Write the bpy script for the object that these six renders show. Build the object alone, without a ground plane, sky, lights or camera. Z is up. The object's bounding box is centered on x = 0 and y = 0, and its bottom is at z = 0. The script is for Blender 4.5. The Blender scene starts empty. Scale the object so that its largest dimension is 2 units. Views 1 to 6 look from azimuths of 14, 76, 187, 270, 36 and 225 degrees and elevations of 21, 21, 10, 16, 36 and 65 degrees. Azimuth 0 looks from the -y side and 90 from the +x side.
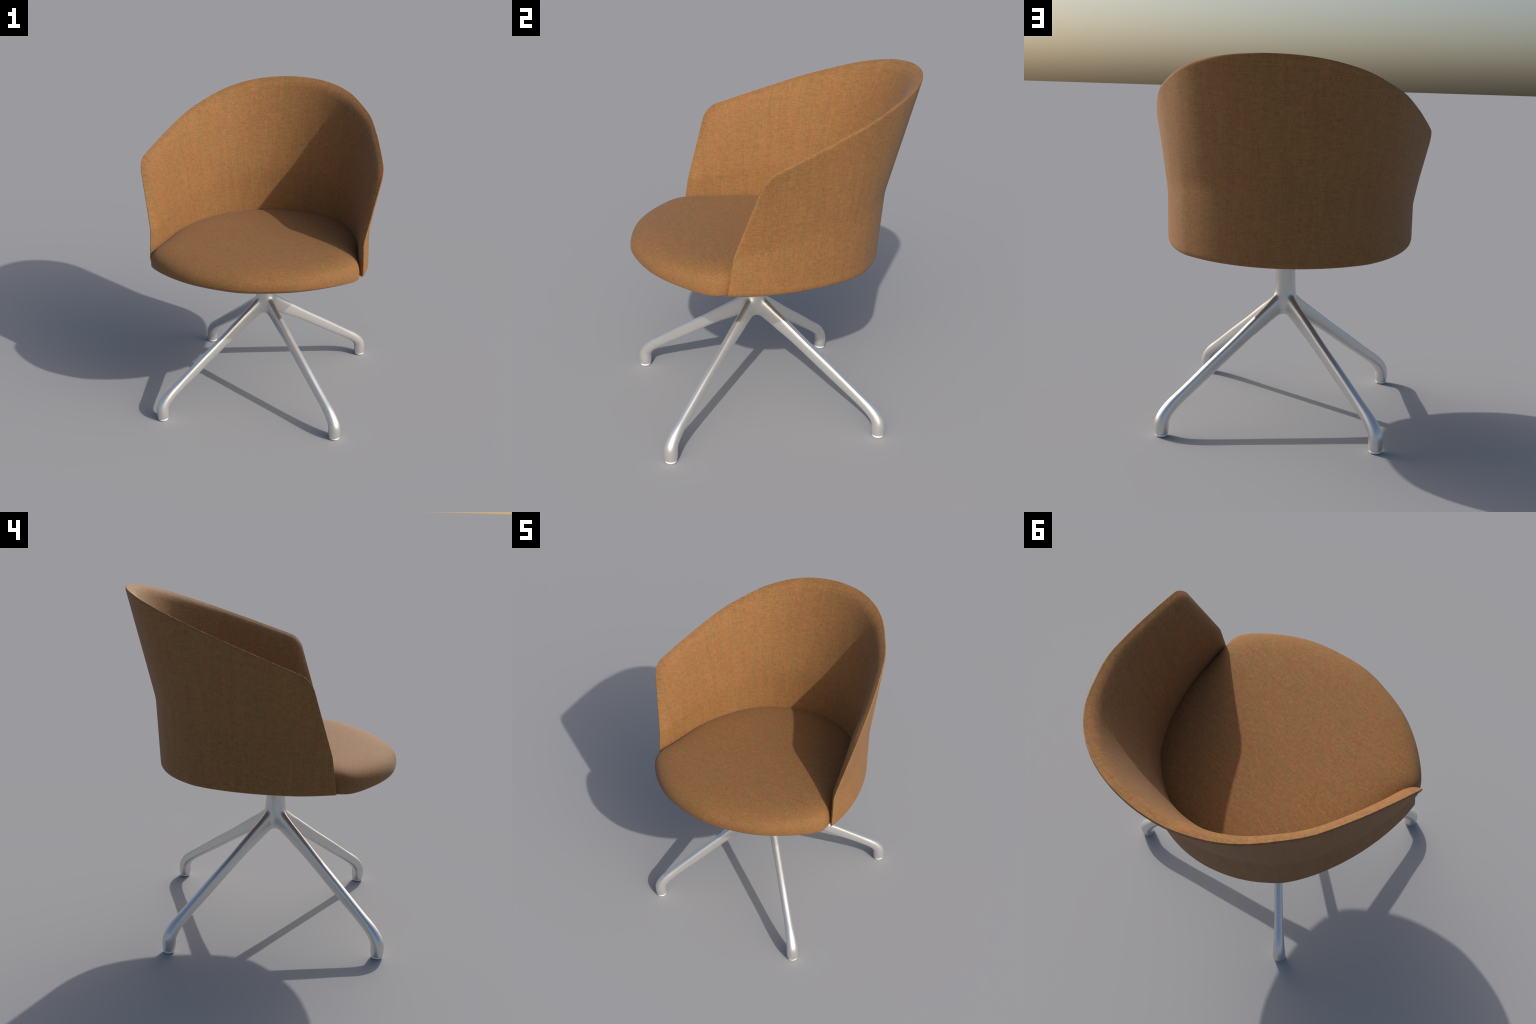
"""Upholstered swivel tub chair on a four-star polished aluminium base."""
import bpy, bmesh, math
import numpy as np
from mathutils import Vector
from mathutils.bvhtree import BVHTree

# ------------------------------------------------------------------ helpers
def spline(points, u):
    """Natural-ish Catmull-Rom through control points, u in 0..1 (vectorised)."""
    P = np.asarray(points, float)
    n = len(P) - 1
    P = np.vstack([2 * P[0] - P[1], P, 2 * P[-1] - P[-2]])
    x = np.clip(np.asarray(u, float), 0, 1) * n
    i = np.minimum(x.astype(int), n - 1)
    f = (x - i)[:, None]
    a, b, c, d = P[i], P[i + 1], P[i + 2], P[i + 3]
    return 0.5 * (2 * b + (c - a) * f + (2 * a - 5 * b + 4 * c - d) * f ** 2
                  + (3 * b - a - 3 * c + d) * f ** 3)


def lerp_table(x, xs, ys):
    return np.interp(x, xs, ys)


def smooth_table(x, xs, ys):
    """Monotone-ish smooth interpolation of a small table of sizes."""
    xs, ys = np.asarray(xs, float), np.asarray(ys, float)
    m = np.gradient(ys, xs)
    i = np.clip(np.searchsorted(xs, x) - 1, 0, len(xs) - 2)
    h = xs[i + 1] - xs[i]
    t = np.clip((x - xs[i]) / h, 0, 1)
    return ((1 + 2 * t) * (1 - t) ** 2 * ys[i] + t * (1 - t) ** 2 * h * m[i]
            + t * t * (3 - 2 * t) * ys[i + 1] + t * t * (t - 1) * h * m[i + 1])


def new_object(name, mesh, parent=None, material=None):
    ob = bpy.data.objects.new(name, mesh)
    bpy.context.scene.collection.objects.link(ob)
    if parent is not None:
        ob.parent = parent
    if material is not None:
        ob.data.materials.append(material)
    return ob


def mesh_from(name, verts, faces):
    me = bpy.data.meshes.new(name)
    me.from_pydata([tuple(v) for v in verts], [], [tuple(f) for f in faces])
    bm = bmesh.new()
    bm.from_mesh(me)
    bmesh.ops.recalc_face_normals(bm, faces=bm.faces[:])
    bm.to_mesh(me)
    bm.free()
    me.shade_smooth()
    me.update()
    return me


def split_by_region(name_of_face, whole, material, parent):
    """Split one smooth mesh into named objects; the border vertices coincide
    and each piece keeps the vertex normals of the whole body."""
    whole.update()
    normals = [v.normal.copy() for v in whole.vertices]
    groups = {}
    for p in whole.polygons:
        groups.setdefault(name_of_face(p), []).append(tuple(p.vertices))
    out = {}
    for key, faces in groups.items():
        used = sorted({i for f in faces for i in f})
        remap = {v: k for k, v in enumerate(used)}
        me = bpy.data.meshes.new(key[0])
        me.from_pydata([whole.vertices[i].co for i in used], [],
                       [tuple(remap[i] for i in f) for f in faces])
        me.shade_smooth()
        me.update()
        me.normals_split_custom_set_from_vertices([normals[i] for i in used])
        out[key] = new_object(key[0], me, parent, material)
    return out


# ---------------------------------------------------------------- materials
class Nodes:
    def __init__(self, name):
        self.mat = bpy.data.materials.new(name)
        self.mat.use_nodes = True
        self.tree = self.mat.node_tree
        self.bsdf = self.tree.nodes["Principled BSDF"]

    def add(self, kind, **settings):
        n = self.tree.nodes.new(kind)
        for k, v in settings.items():
            setattr(n, k, v)
        return n

    def link(self, a, b):
        self.tree.links.new(a, b)

    def math(self, op, a, b=None):
        n = self.add("ShaderNodeMath", operation=op)
        for i, v in enumerate((a, b)):
            if v is None:
                continue
            if isinstance(v, (int, float)):
                n.inputs[i].default_value = v
            else:
                self.link(v, n.inputs[i])
        return n.outputs[0]

    def noise(self, vec, scale, detail=2.0, rough=0.5):
        n = self.add("ShaderNodeTexNoise")
        n.inputs["Scale"].default_value = scale
        n.inputs["Detail"].default_value = detail
        n.inputs["Roughness"].default_value = rough
        self.link(vec, n.inputs["Vector"])
        return n.outputs["Fac"]

    def combine(self, x, y, z):
        n = self.add("ShaderNodeCombineXYZ")
        for i, v in enumerate((x, y, z)):
            if isinstance(v, (int, float)):
                n.inputs[i].default_value = v
            else:
                self.link(v, n.inputs[i])
        return n.outputs[0]


def fabric(name, wrapped):
    """Melange wool: crossed warp and weft threads in ochre, orange and rust.
    wrapped=True lays the cloth around the curved back, else flat on the seat."""
    N = Nodes(name)
    tc = N.add("ShaderNodeTexCoord")
    sep = N.add("ShaderNodeSeparateXYZ")
    N.link(tc.outputs["Object"], sep.inputs[0])
    x, y, z = sep.outputs
    if wrapped:
        # unrolled around the tub: u runs around, v up
        ang = N.math("ARCTAN2", x, N.math("ADD", y, 0.25))
        u, v, w = N.math("MULTIPLY", ang, 0.74), z, 0.0
    else:
        u, v, w = y, x, z

    def threads(su, sv, shift):
        sw = 0.0 if w == 0.0 else N.math("MULTIPLY", w, max(su, sv) * 0.7)
        if sw == 0.0:
            third = shift
        else:
            third = N.math("ADD", sw, shift)
        return N.combine(N.math("MULTIPLY", u, su), N.math("MULTIPLY", v, sv), third)

    # soft slubs: long along the warp, faint along the weft
    warp = N.noise(threads(64.0, 4.5, 0.0), 1.0, 2.0, 0.5)
    weft = N.noise(threads(16.0, 60.0, 7.3), 1.0, 2.0, 0.5)
    # single threads, crossing, and the nap between them
    fine_a = N.noise(threads(380.0, 35.0, 3.1), 1.0, 0.0)
    fine_b = N.noise(threads(28.0 if wrapped else 60.0, 400.0, 9.7), 1.0, 0.0)
    nap = N.noise(threads(300.0, 300.0, 4.4), 1.0, 1.0)
    fleck = N.noise(threads(120.0, 80.0, 5.5), 1.0, 2.0)
    cloud = N.noise(threads(13.0, 9.0, 1.7), 1.0, 3.0, 0.55)
    hue = N.math("ADD", N.math("MULTIPLY", warp, 0.50), N.math("MULTIPLY", weft, 0.06))
    hue = N.math("ADD", hue, N.math("MULTIPLY", cloud, 0.34))
    hue = N.math("ADD", hue, N.math("MULTIPLY", fleck, 0.06))
    ramp = N.add("ShaderNodeValToRGB")
    cr = ramp.color_ramp
    cr.elements[0].position = 0.345
    cr.elements[0].color = FAB_OLIVE
    cr.elements[1].position = 0.655
    cr.elements[1].color = FAB_RUST
    e = cr.elements.new(0.46); e.color = FAB_OCHRE
    e = cr.elements.new(0.54); e.color = FAB_ORANGE
    N.link(hue, ramp.inputs[0])
    # thread-to-thread lightness grain
    grain = N.math("ADD", N.math("MULTIPLY", fine_a, 0.30), N.math("MULTIPLY", fine_b, 0.32))
    grain = N.math("ADD", grain, N.math("MULTIPLY", nap, 0.18))
    slub = N.noise(threads(75.0, 4.5, 12.6), 1.0, 2.0, 0.5)
    grain = N.math("ADD", grain, N.math("MULTIPLY", slub, 0.18 if wrapped else 0.10))
    light = N.add("ShaderNodeMapRange")
    light.inputs["From Min"].default_value = 0.36
    light.inputs["From Max"].default_value = 0.64
    light.inputs["To Min"].default_value = 0.77 if wrapped else 0.76
    light.inputs["To Max"].default_value = 1.23 if wrapped else 1.24
    N.link(grain, light.inputs["Value"])
    mul = N.add("ShaderNodeMix", data_type="RGBA", blend_type="MULTIPLY")
    mul.inputs["Factor"].default_value = 1.0
    N.link(ramp.outputs["Color"], mul.inputs["A"])
    N.link(light.outputs["Result"], mul.inputs["B"])
    N.link(mul.outputs["Result"], N.bsdf.inputs["Base Color"])
    bump = N.add("ShaderNodeBump")
    bump.inputs["Strength"].default_value = 0.2
    bump.inputs["Distance"].default_value = 0.003
    N.link(grain, bump.inputs["Height"])
    N.link(bump.outputs["Normal"], N.bsdf.inputs["Normal"])
    N.bsdf.inputs["Roughness"].default_value = 0.8
    N.bsdf.inputs["Specular IOR Level"].default_value = 0.3
    N.bsdf.inputs["Sheen Weight"].default_value = 0.05
    N.bsdf.inputs["Sheen Roughness"].default_value = 0.5
    return N.mat


FAB_OLIVE = (0.222, 0.118, 0.039, 1)
FAB_OCHRE = (0.241, 0.118, 0.037, 1)
FAB_ORANGE = (0.252, 0.112, 0.039, 1)
FAB_RUST = (0.232, 0.101, 0.041, 1)


def metal():
    N = Nodes("satin_aluminium")
    tc = N.add("ShaderNodeTexCoord")
    f = N.noise(tc.outputs["Object"], 180.0, 2.0)
    r = N.add("ShaderNodeMapRange")
    r.inputs["To Min"].default_value = 0.34
    r.inputs["To Max"].default_value = 0.40
    N.link(f, r.inputs["Value"])
    N.link(r.outputs["Result"], N.bsdf.inputs["Roughness"])
    N.bsdf.inputs["Base Color"].default_value = (0.72, 0.71, 0.69, 1)
    N.bsdf.inputs["Metallic"].default_value = 0.80
    return N.mat


def pad_plastic():
    N = Nodes("white_glide_plastic")
    N.bsdf.inputs["Base Color"].default_value = (0.80, 0.80, 0.79, 1)
    N.bsdf.inputs["Roughness"].default_value = 0.35
    return N.mat


MAT_BACK = fabric("melange_wool_wrapped", True)
MAT_SEAT = fabric("melange_wool_flat", False)
MAT_METAL = metal()
MAT_PAD = pad_plastic()

root = bpy.data.objects.new("swivel_armchair", None)
bpy.context.scene.collection.objects.link(root)
root["label"] = "orange-brown woven tub chair on four-star silver swivel base"
root["category"] = "armchair"

# ------------------------------------------------------------- backrest tub
# Three guide curves in plan (right half, back centre -> front edge).
RIM = [(0, .801), (.127, .790), (.250, .755), (.374, .686), (.471, .599),
       (.555, .483), (.638, .338), (.702, .150), (.750, -.030), (.778, -.153), (.794, -.230)]
WAIST = [(0, .632), (.125, .618), (.245, .580), (.345, .530), (.430, .467),
         (.508, .388), (.588, .255), (.650, .090), (.688, -.080), (.704, -.240), (.697, -.366)]
FOOT = [(0, .600), (.125, .587), (.243, .550), (.339, .502), (.425, .441),
        (.505, .364), (.584, .234), (.648, .072), (.689, -.100), (.706, -.270), (.702, -.396)]


def rim_z(y):   return 1.709 + 0.364 * y
def waist_z(y): return 1.262 + 0.170 * y
def foot_z(y):  return 0.976 - 0.033 * y + 0.007 * np.clip((-y - 0.2) / 0.2, 0, 1)


def clustered(n):
    """0..1 with samples crowding towards 1 (the free front edge)."""
    t = np.linspace(0, 1, n)
    return 1 - (1 - t) ** 1.8


HALF = 90
sh = clustered(HALF)
s_all = np.concatenate([-sh[:0:-1], sh])


def guide(ctrl, zfun):
    # mirrored control points so the curve is smooth across the back centre
    full = [(-x, y) for x, y in ctrl[:0:-1]] + list(ctrl)
    p = spline(full, (s_all + 1) / 2)
    return np.column_stack([p[:, 0], p[:, 1], zfun(p[:, 1])])


R, K, B = guide(RIM, rim_z), guide(WAIST, waist_z), guide(FOOT, foot_z)

# rounded top front corner: shorten the columns close to the front edge
seg = np.linalg.norm(np.diff(R, axis=0), axis=1)
arc = np.concatenate([[0], np.cumsum(seg)])
d_end = np.minimum(arc, arc[-1] - arc)
RC, HC = 0.060, 0.074
q = np.clip(1 - d_end / RC, 0, 1)
drop = HC * (1 - np.sqrt(np.clip(1 - q ** 2, 0, 1)))
up_len = np.linalg.norm(R - K, axis=1)
top_v = 2.0 - drop / up_len            # v: 0 foot, 1 waist, 2 rim


def wall(v):
    """Point of the outer skin per column; v array per column in 0..2."""
    w = 0.060                          # softened waist crease
    lo = B + (K - B) * np.clip(v, 0, 1)[:, None]
    hi = K + (R - K) * np.clip(v - 1, 0, None)[:, None]
    base = np.where((v < 1)[:, None], lo, hi)
    a = np.clip((v - (1 - w)) / (2 * w), 0, 1)
    p0, p2 = K + (B - K) * w, K + (R - K) * w
    bez = p0 * ((1 - a) ** 2)[:, None] + K * (2 * a * (1 - a))[:, None] + p2 * (a ** 2)[:, None]
    return np.where(((v > 1 - w) & (v < 1 + w))[:, None], bez, base)


ROWS = 96
rt = np.linspace(0, 1, ROWS)
rt = np.concatenate([0.5 * (2 * rt[:ROWS // 2]) ** 1.35 * 1.0,
                     1 - 0.5 * (2 * (1 - rt[ROWS // 2:])) ** 1.9])
grid = np.stack([wall(rt[j] * top_v) for j in range(ROWS)])        # rows x cols x 3
NC = len(s_all)

# outward normals, taken on the untrimmed wall and looked up per point
NV = 161
vs = np.linspace(0, 2, NV)
sheet = np.stack([wall(np.full(NC, v)) for v in vs])
sn = np.cross(np.gradient(sheet, axis=1), np.gradient(sheet, axis=0))
sn /= np.linalg.norm(sn, axis=2, keepdims=True)
mid = NC // 2
if sn[NV // 2, mid, 1] < 0:
    sn = -sn
fv = np.clip(rt[:, None] * top_v[None, :] / 2 * (NV - 1), 0, NV - 1.001)
iv = fv.astype(int)
fv = (fv - iv)[:, :, None]
cols = np.arange(NC)[None, :]
nrm = sn[iv, cols] * (1 - fv) + sn[iv + 1, cols] * fv
nrm /= np.linalg.norm(nrm, axis=2, keepdims=True)

# distance to the free edge (rim and both front edges)
rim_line = np.vstack([grid[:, 0], grid[-1, 1:-1], grid[::-1, -1]])
run = np.concatenate([[0], np.cumsum(np.linalg.norm(np.diff(rim_line, axis=0), axis=1))])
fine = np.linspace(0, run[-1], int(run[-1] / 0.0025))
edge_pts = np.column_stack([np.interp(fine, run, rim_line[:, k]) for k in range(3)])
flat = grid.reshape(-1, 3)
d_edge = np.empty(len(flat))
for i in range(0, len(flat), 2000):
    d_edge[i:i + 2000] = np.sqrt(((flat[i:i + 2000, None] - edge_pts[None]) ** 2).sum(2)).min(1)
d_edge = d_edge.reshape(ROWS, NC)
front = np.minimum(np.linalg.norm(grid - grid[:, :1], axis=2), np.linalg.norm(grid - grid[:, -1:], axis=2))


def roll(d, r):
    qq = np.clip(1 - d / r, 0, 1)
    return np.sqrt(np.clip(1 - qq ** 2, 0, 1))


EDGE = 0.008
outer_in = EDGE * (1 - roll(d_edge, 0.016))
# bottom edge tucks in
z_above = grid[:, :, 2] - grid[0:1, :, 2]
outer_in = outer_in + 0.014 * (1 - roll(z_above, 0.030))
depth = (waist_z(grid[:, :, 1]) - grid[:, :, 2])                    # >0 below the waist
pad_t = smooth_table(d_edge, [0, .012, .03, .06, .10, .16, .26, .42, .62, .9],
                     [0, .016, .031, .044, .051, .057, .064, .071, .075, .076])
low = np.clip((depth - 0.02) / 0.25, 0, 1)
pad_t = EDGE + pad_t - 0.003 + 0.003 * np.clip(1 - d_edge / .01, 0, 1) + 0.005 * low * np.clip(d_edge / .25, 0, 1)
pad_t += 0.005 * low * np.clip(d_edge / .006, 0, 1) * np.clip(1 - d_edge / .12, 0, 1)
outer = grid - nrm * outer_in[:, :, None]
inner = grid - nrm * pad_t[:, :, None]
inner[0, :, 2] = grid[0, :, 2]

# one closed skin: the padding shares its rim and front-edge vertices with the shell
off = ROWS * NC
index_in = np.arange(off).reshape(ROWS, NC) + off
index_out = np.arange(off).reshape(ROWS, NC)
index_in[-1, :] = index_out[-1, :]
index_in[:, 0] = index_out[:, 0]
index_in[:, -1] = index_out[:, -1]
verts = np.vstack([outer.reshape(-1, 3), inner.reshape(-1, 3)])
faces, part = [], []
for j in range(ROWS - 1):
    for i in range(NC - 1):
        o, n_ = index_out, index_in
        faces.append((o[j, i], o[j, i + 1], o[j + 1, i + 1], o[j + 1, i]))
        part.append("backrest_shell")
        q4 = (n_[j, i], n_[j + 1, i], n_[j + 1, i + 1], n_[j, i + 1])
        faces.append(q4)
        part.append("backrest_padding")
for i in range(NC - 1):
    q4 = (index_out[0, i + 1], index_out[0, i], index_in[0, i], index_in[0, i + 1])
    faces.append(tuple(dict.fromkeys(q4)))
    part.append("backrest_shell")
used = sorted({int(k) for f in faces for k in f})
remap = {k: m for m, k in enumerate(used)}
faces = [tuple(remap[int(k)] for k in f) for f in faces]
me = mesh_from("backrest_body", verts[used], faces)
split_by_region(lambda p: (part[p.index],), me, MAT_BACK, root)
bpy.data.meshes.remove(me)

# -------------------------------------------------------------------- seat
SEAT = [(0, -.799), (.178, -.776), (.335, -.730), (.468, -.658), (.582, -.568), (.652, -.490),
        (.673, -.425), (.662, -.330), (.650, -.200), (.640, -.060), (.610, .080), (.552, .230), (.475, .360),
        (.395, .445), (.310, .505), (.220, .545), (.110, .573), (0, .582)]
full = SEAT[:-1] + [(-x, y) for x, y in SEAT[:0:-1]]
CXY = np.array([0, -0.11])
NS = 240
loop = np.array(full + full[:3])
# periodic spline through the outline
t = np.linspace(0, len(full), NS, endpoint=False)
P = np.array(full)
i = t.astype(int); f = (t - i)[:, None]; n = len(P)
a, b, c, d = P[(i - 1) % n], P[i % n], P[(i + 1) % n], P[(i + 2) % n]
outline = 0.5 * (2 * b + (c - a) * f + (2 * a - 5 * b + 4 * c - d) * f ** 2 + (3 * b - a - 3 * c + d) * f ** 3)
SEAM_Z, TOP_H, BOT_H = 1.022, 0.111, 0.055
phis = np.linspace(0, 1, 60)
rings, prof = [], []
for ph in phis:                                  # crown centre -> edge
    r = math.sin(ph * math.pi / 2)
    r = r ** 0.9
    prof.append((r, 1))
for ph in np.linspace(1, 0, 24)[1:]:             # edge -> under side
    r = math.sin(ph * math.pi / 2) ** 0.6
    prof.append((r, -1))
sv, sf = [], []
# the crown rolls off softly at front and back, steeply at the sides
sideways = np.clip(np.abs(outline[:, 0]) / 0.66, 0, 1) ** 3
seam = SEAM_Z - 0.022 * sideways             # widest line sits lower at the sides
roll_p, roll_q = 6.0 + 3.0 * sideways, 2.5 + 0.5 * sideways
for r, up in prof:
    r = max(r, 0.002)
    pts = CXY + (outline - CXY) * r
    if up > 0:
        crown = SEAM_Z + TOP_H - seam - 0.001 - 0.015 * np.clip((pts[:, 1] + 0.05) / 0.55, 0, 1)   # dips to the back
        zz = seam + crown * (1 - r ** roll_p) ** (1 / roll_q)
    else:
        zz = seam - (BOT_H + seam - SEAM_Z) * (1 - r ** (9.0 - 6.0 * sideways ** 0.5)) ** 0.5
    sv.append(np.column_stack([pts, zz]))
for k in range(len(prof) - 1):
    for m in range(NS):
        m2 = (m + 1) % NS
        sf.append((k * NS + m, k * NS + m2, (k + 1) * NS + m2, (k + 1) * NS + m))
sf.append(tuple(range(NS)))
sf.append(tuple((len(prof) - 1) * NS + m for m in range(NS)))
new_object("seat_cushion", mesh_from("seat_cushion", np.vstack(sv), sf), root, MAT_SEAT)

# -------------------------------------------------------------------- base
HUB = np.array([0.0, -0.092])
FEET = [(.569, -.683), (-.569, -.683), (.569, .499), (-.569, .499)]


def rounded_ring(n, power):
    t = np.linspace(0, 2 * np.pi, n, endpoint=False)
    c, s = np.cos(t), np.sin(t)
    return np.sign(c) * np.abs(c) ** (2 / power), np.sign(s) * np.abs(s) ** (2 / power)


def leg_path():
    """Centre line in the leg's vertical plane: (distance from hub, height)."""
    pts = [np.array(p) for p in [(.00, .652), (.10, .589), (.25, .496), (.50, .329), (.715, .185)]]
    out = []
    for a, b in zip(pts[:-1], pts[1:]):
        for k in range(12):
            out.append(a + (b - a) * k / 12)
    a, c, e = np.array([.722, .1805]), np.array([.8135, .119]), np.array([.8135, .068])
    for k in range(17):
        t = k / 16
        out.append((1 - t) ** 2 * a + 2 * t * (1 - t) * c + t * t * e)
    for z in (.05, .035, .024, .018, .014, .012):
        out.append(np.array([.8135, z]))
    return np.array(out)


def build_leg(foot):
    path = leg_path()
    d = np.array(foot) - HUB
    L = np.linalg.norm(d); d /= L
    side = np.array([-d[1], d[0]])
    tan = np.gradient(path, axis=0)
    tan /= np.linalg.norm(tan, axis=1, keepdims=True)
    nor = np.column_stack([-tan[:, 1], tan[:, 0]])
    s = np.concatenate([[0], np.cumsum(np.linalg.norm(np.diff(path, axis=0), axis=1))])
    total = s[-1]
    n = 96
    V, F = [], []
    for k in range(len(path)):
        u = s[k]
        hgt = float(smooth_table(np.array([u]), [0, .12, .30, .60, .84, .95, total - .03, total],
                                 [.066, .052, .039, .035, .0320, .0345, .0375, .0348])[0])
        wid = float(smooth_table(np.array([u]), [0, .12, .30, .60, .84, .95, total - .03, total],
                                 [.036, .0265, .0240, .0240, .0268, .0335, .0375, .0348])[0])
        power = float(np.interp(u, [0, .7, .95, total], [3.0, 3.0, 2.2, 2.0]))
        cx, cy = rounded_ring(n, power)
        for a, b in zip(cx, cy):
            p2 = path[k] + nor[k] * b * hgt
            xy = HUB + d * p2[0] * (L / .8135) + side * a * wid
            V.append((xy[0], xy[1], p2[1]))
    for k in range(len(path) - 1):
        for m in range(n):
            m2 = (m + 1) % n
            F.append((k * n + m, k * n + m2, (k + 1) * n + m2, (k + 1) * n + m))
    F.append(tuple(range(n)))
    F.append(tuple((len(path) - 1) * n + m for m in range(n)))
    return V, F


def column():
    prof = [(.0, .562), (.020, .564), (.036, .570), (.050, .582), (.060, .605), (.066, .645), (.0655, .680), (.062, .715),
            (.0575, .760), (.0555, .82), (.055, .90), (.055, .966), (.0, .966)]
    n = 64
    V, F = [], []
    for r, z in prof:
        for m in range(n):
            a = 2 * math.pi * m / n
            V.append((max(r, .0005) * math.cos(a), HUB[1] + max(r, .0005) * math.sin(a), z))
    for k in range(len(prof) - 1):
        for m in range(n):
            m2 = (m + 1) % n
            F.append((k * n + m, k * n + m2, (k + 1) * n + m2, (k + 1) * n + m))
    F.append(tuple(range(n)))
    F.append(tuple((len(prof) - 1) * n + m for m in range(n)))
    return V, F


V, F = [], []
for vs, fs in [column()] + [build_leg(f) for f in FEET]:
    o = len(V)
    V += vs
    F += [tuple(i + o for i in f) for f in fs]
base_me = mesh_from("base_body", V, F)
tmp = new_object("base_body", base_me)
rm = tmp.modifiers.new("weld", "REMESH")
rm.mode = "VOXEL"
rm.voxel_size = 0.0038
dg = bpy.context.evaluated_depsgraph_get()
welded = bpy.data.meshes.new_from_object(tmp.evaluated_get(dg))
bpy.data.objects.remove(tmp)
# cast fillets: relax the welded surface, most strongly around the hub
bm = bmesh.new(); bm.from_mesh(welded)
bmesh.ops.recalc_face_normals(bm, faces=bm.faces[:])
bm.verts.index_update()
co = np.array([v.co for v in bm.verts])
ed = np.array([[e.verts[0].index, e.verts[1].index] for e in bm.edges])
deg = np.bincount(ed.ravel(), minlength=len(co)).astype(float)


def relax(co, w):
    acc = np.zeros_like(co)
    np.add.at(acc, ed[:, 0], co[ed[:, 1]])
    np.add.at(acc, ed[:, 1], co[ed[:, 0]])
    return co + w[:, None] * (acc / deg[:, None] - co)


hub_d = np.linalg.norm(co - np.array([0, HUB[1], .61]), axis=1)
hubness = np.clip(1.45 - hub_d / .13, 0, 1)
for _ in range(3):
    co = relax(co, np.full(len(co), .5))
# away from the hub, seat every vertex back on the drawn leg and column skins
tree = BVHTree.FromPolygons([Vector(p) for p in V], F)
for k in np.nonzero(hubness < .6)[0]:
    hit = tree.find_nearest(Vector(co[k]))
    if hit[0] is not None:
        a = 1 - hubness[k] / .6
        co[k] += (np.array(hit[0]) - co[k]) * a
for _ in range(85):
    co = relax(co, .6 * hubness)
for _ in range(15):
    co = relax(co, np.full(len(co), .5))
    co = relax(co, np.full(len(co), -.515))
for v, c in zip(bm.verts, co):
    v.co = c
bm.to_mesh(welded); bm.free()
welded.shade_smooth(); welded.update()


def base_part(p):
    c = p.center
    dx, dy = c.x - HUB[0], c.y - HUB[1]
    if math.hypot(dx, dy) < 0.075:
        return ("swivel_column", 0, 0)
    return ("base_leg", 1 if dx > 0 else -1, 1 if dy > 0 else -1)


legs = split_by_region(base_part, welded, MAT_METAL, root)
bpy.data.meshes.remove(welded)

# glides under the feet
glide = None
for (fx, fy) in FEET:
    if glide is None:
        n = 48
        prof = [(.0005, .0), (.027, .0), (.0312, .0015), (.0328, .005), (.0328, .0105), (.032, .014), (.0005, .014)]
        V, F = [], []
        for r, z in prof:
            for m in range(n):
                a = 2 * math.pi * m / n
                V.append((r * math.cos(a), r * math.sin(a), z))
        for k in range(len(prof) - 1):
            for m in range(n):
                m2 = (m + 1) % n
                F.append((k * n + m, k * n + m2, (k + 1) * n + m2, (k + 1) * n + m))
        F.append(tuple(range(n)))
        F.append(tuple((len(prof) - 1) * n + m for m in range(n)))
        gm = mesh_from("foot_glide", V, F)
        gm.materials.append(MAT_PAD)
        glide = bpy.data.objects.new("foot_glide", gm)
        g = glide
    else:
        g = glide.copy()
    bpy.context.scene.collection.objects.link(g)
    g.location = (fx, fy, 0)
    key = ("base_leg", 1 if fx > 0 else -1, 1 if fy > HUB[1] else -1)
    g.parent = legs[key]
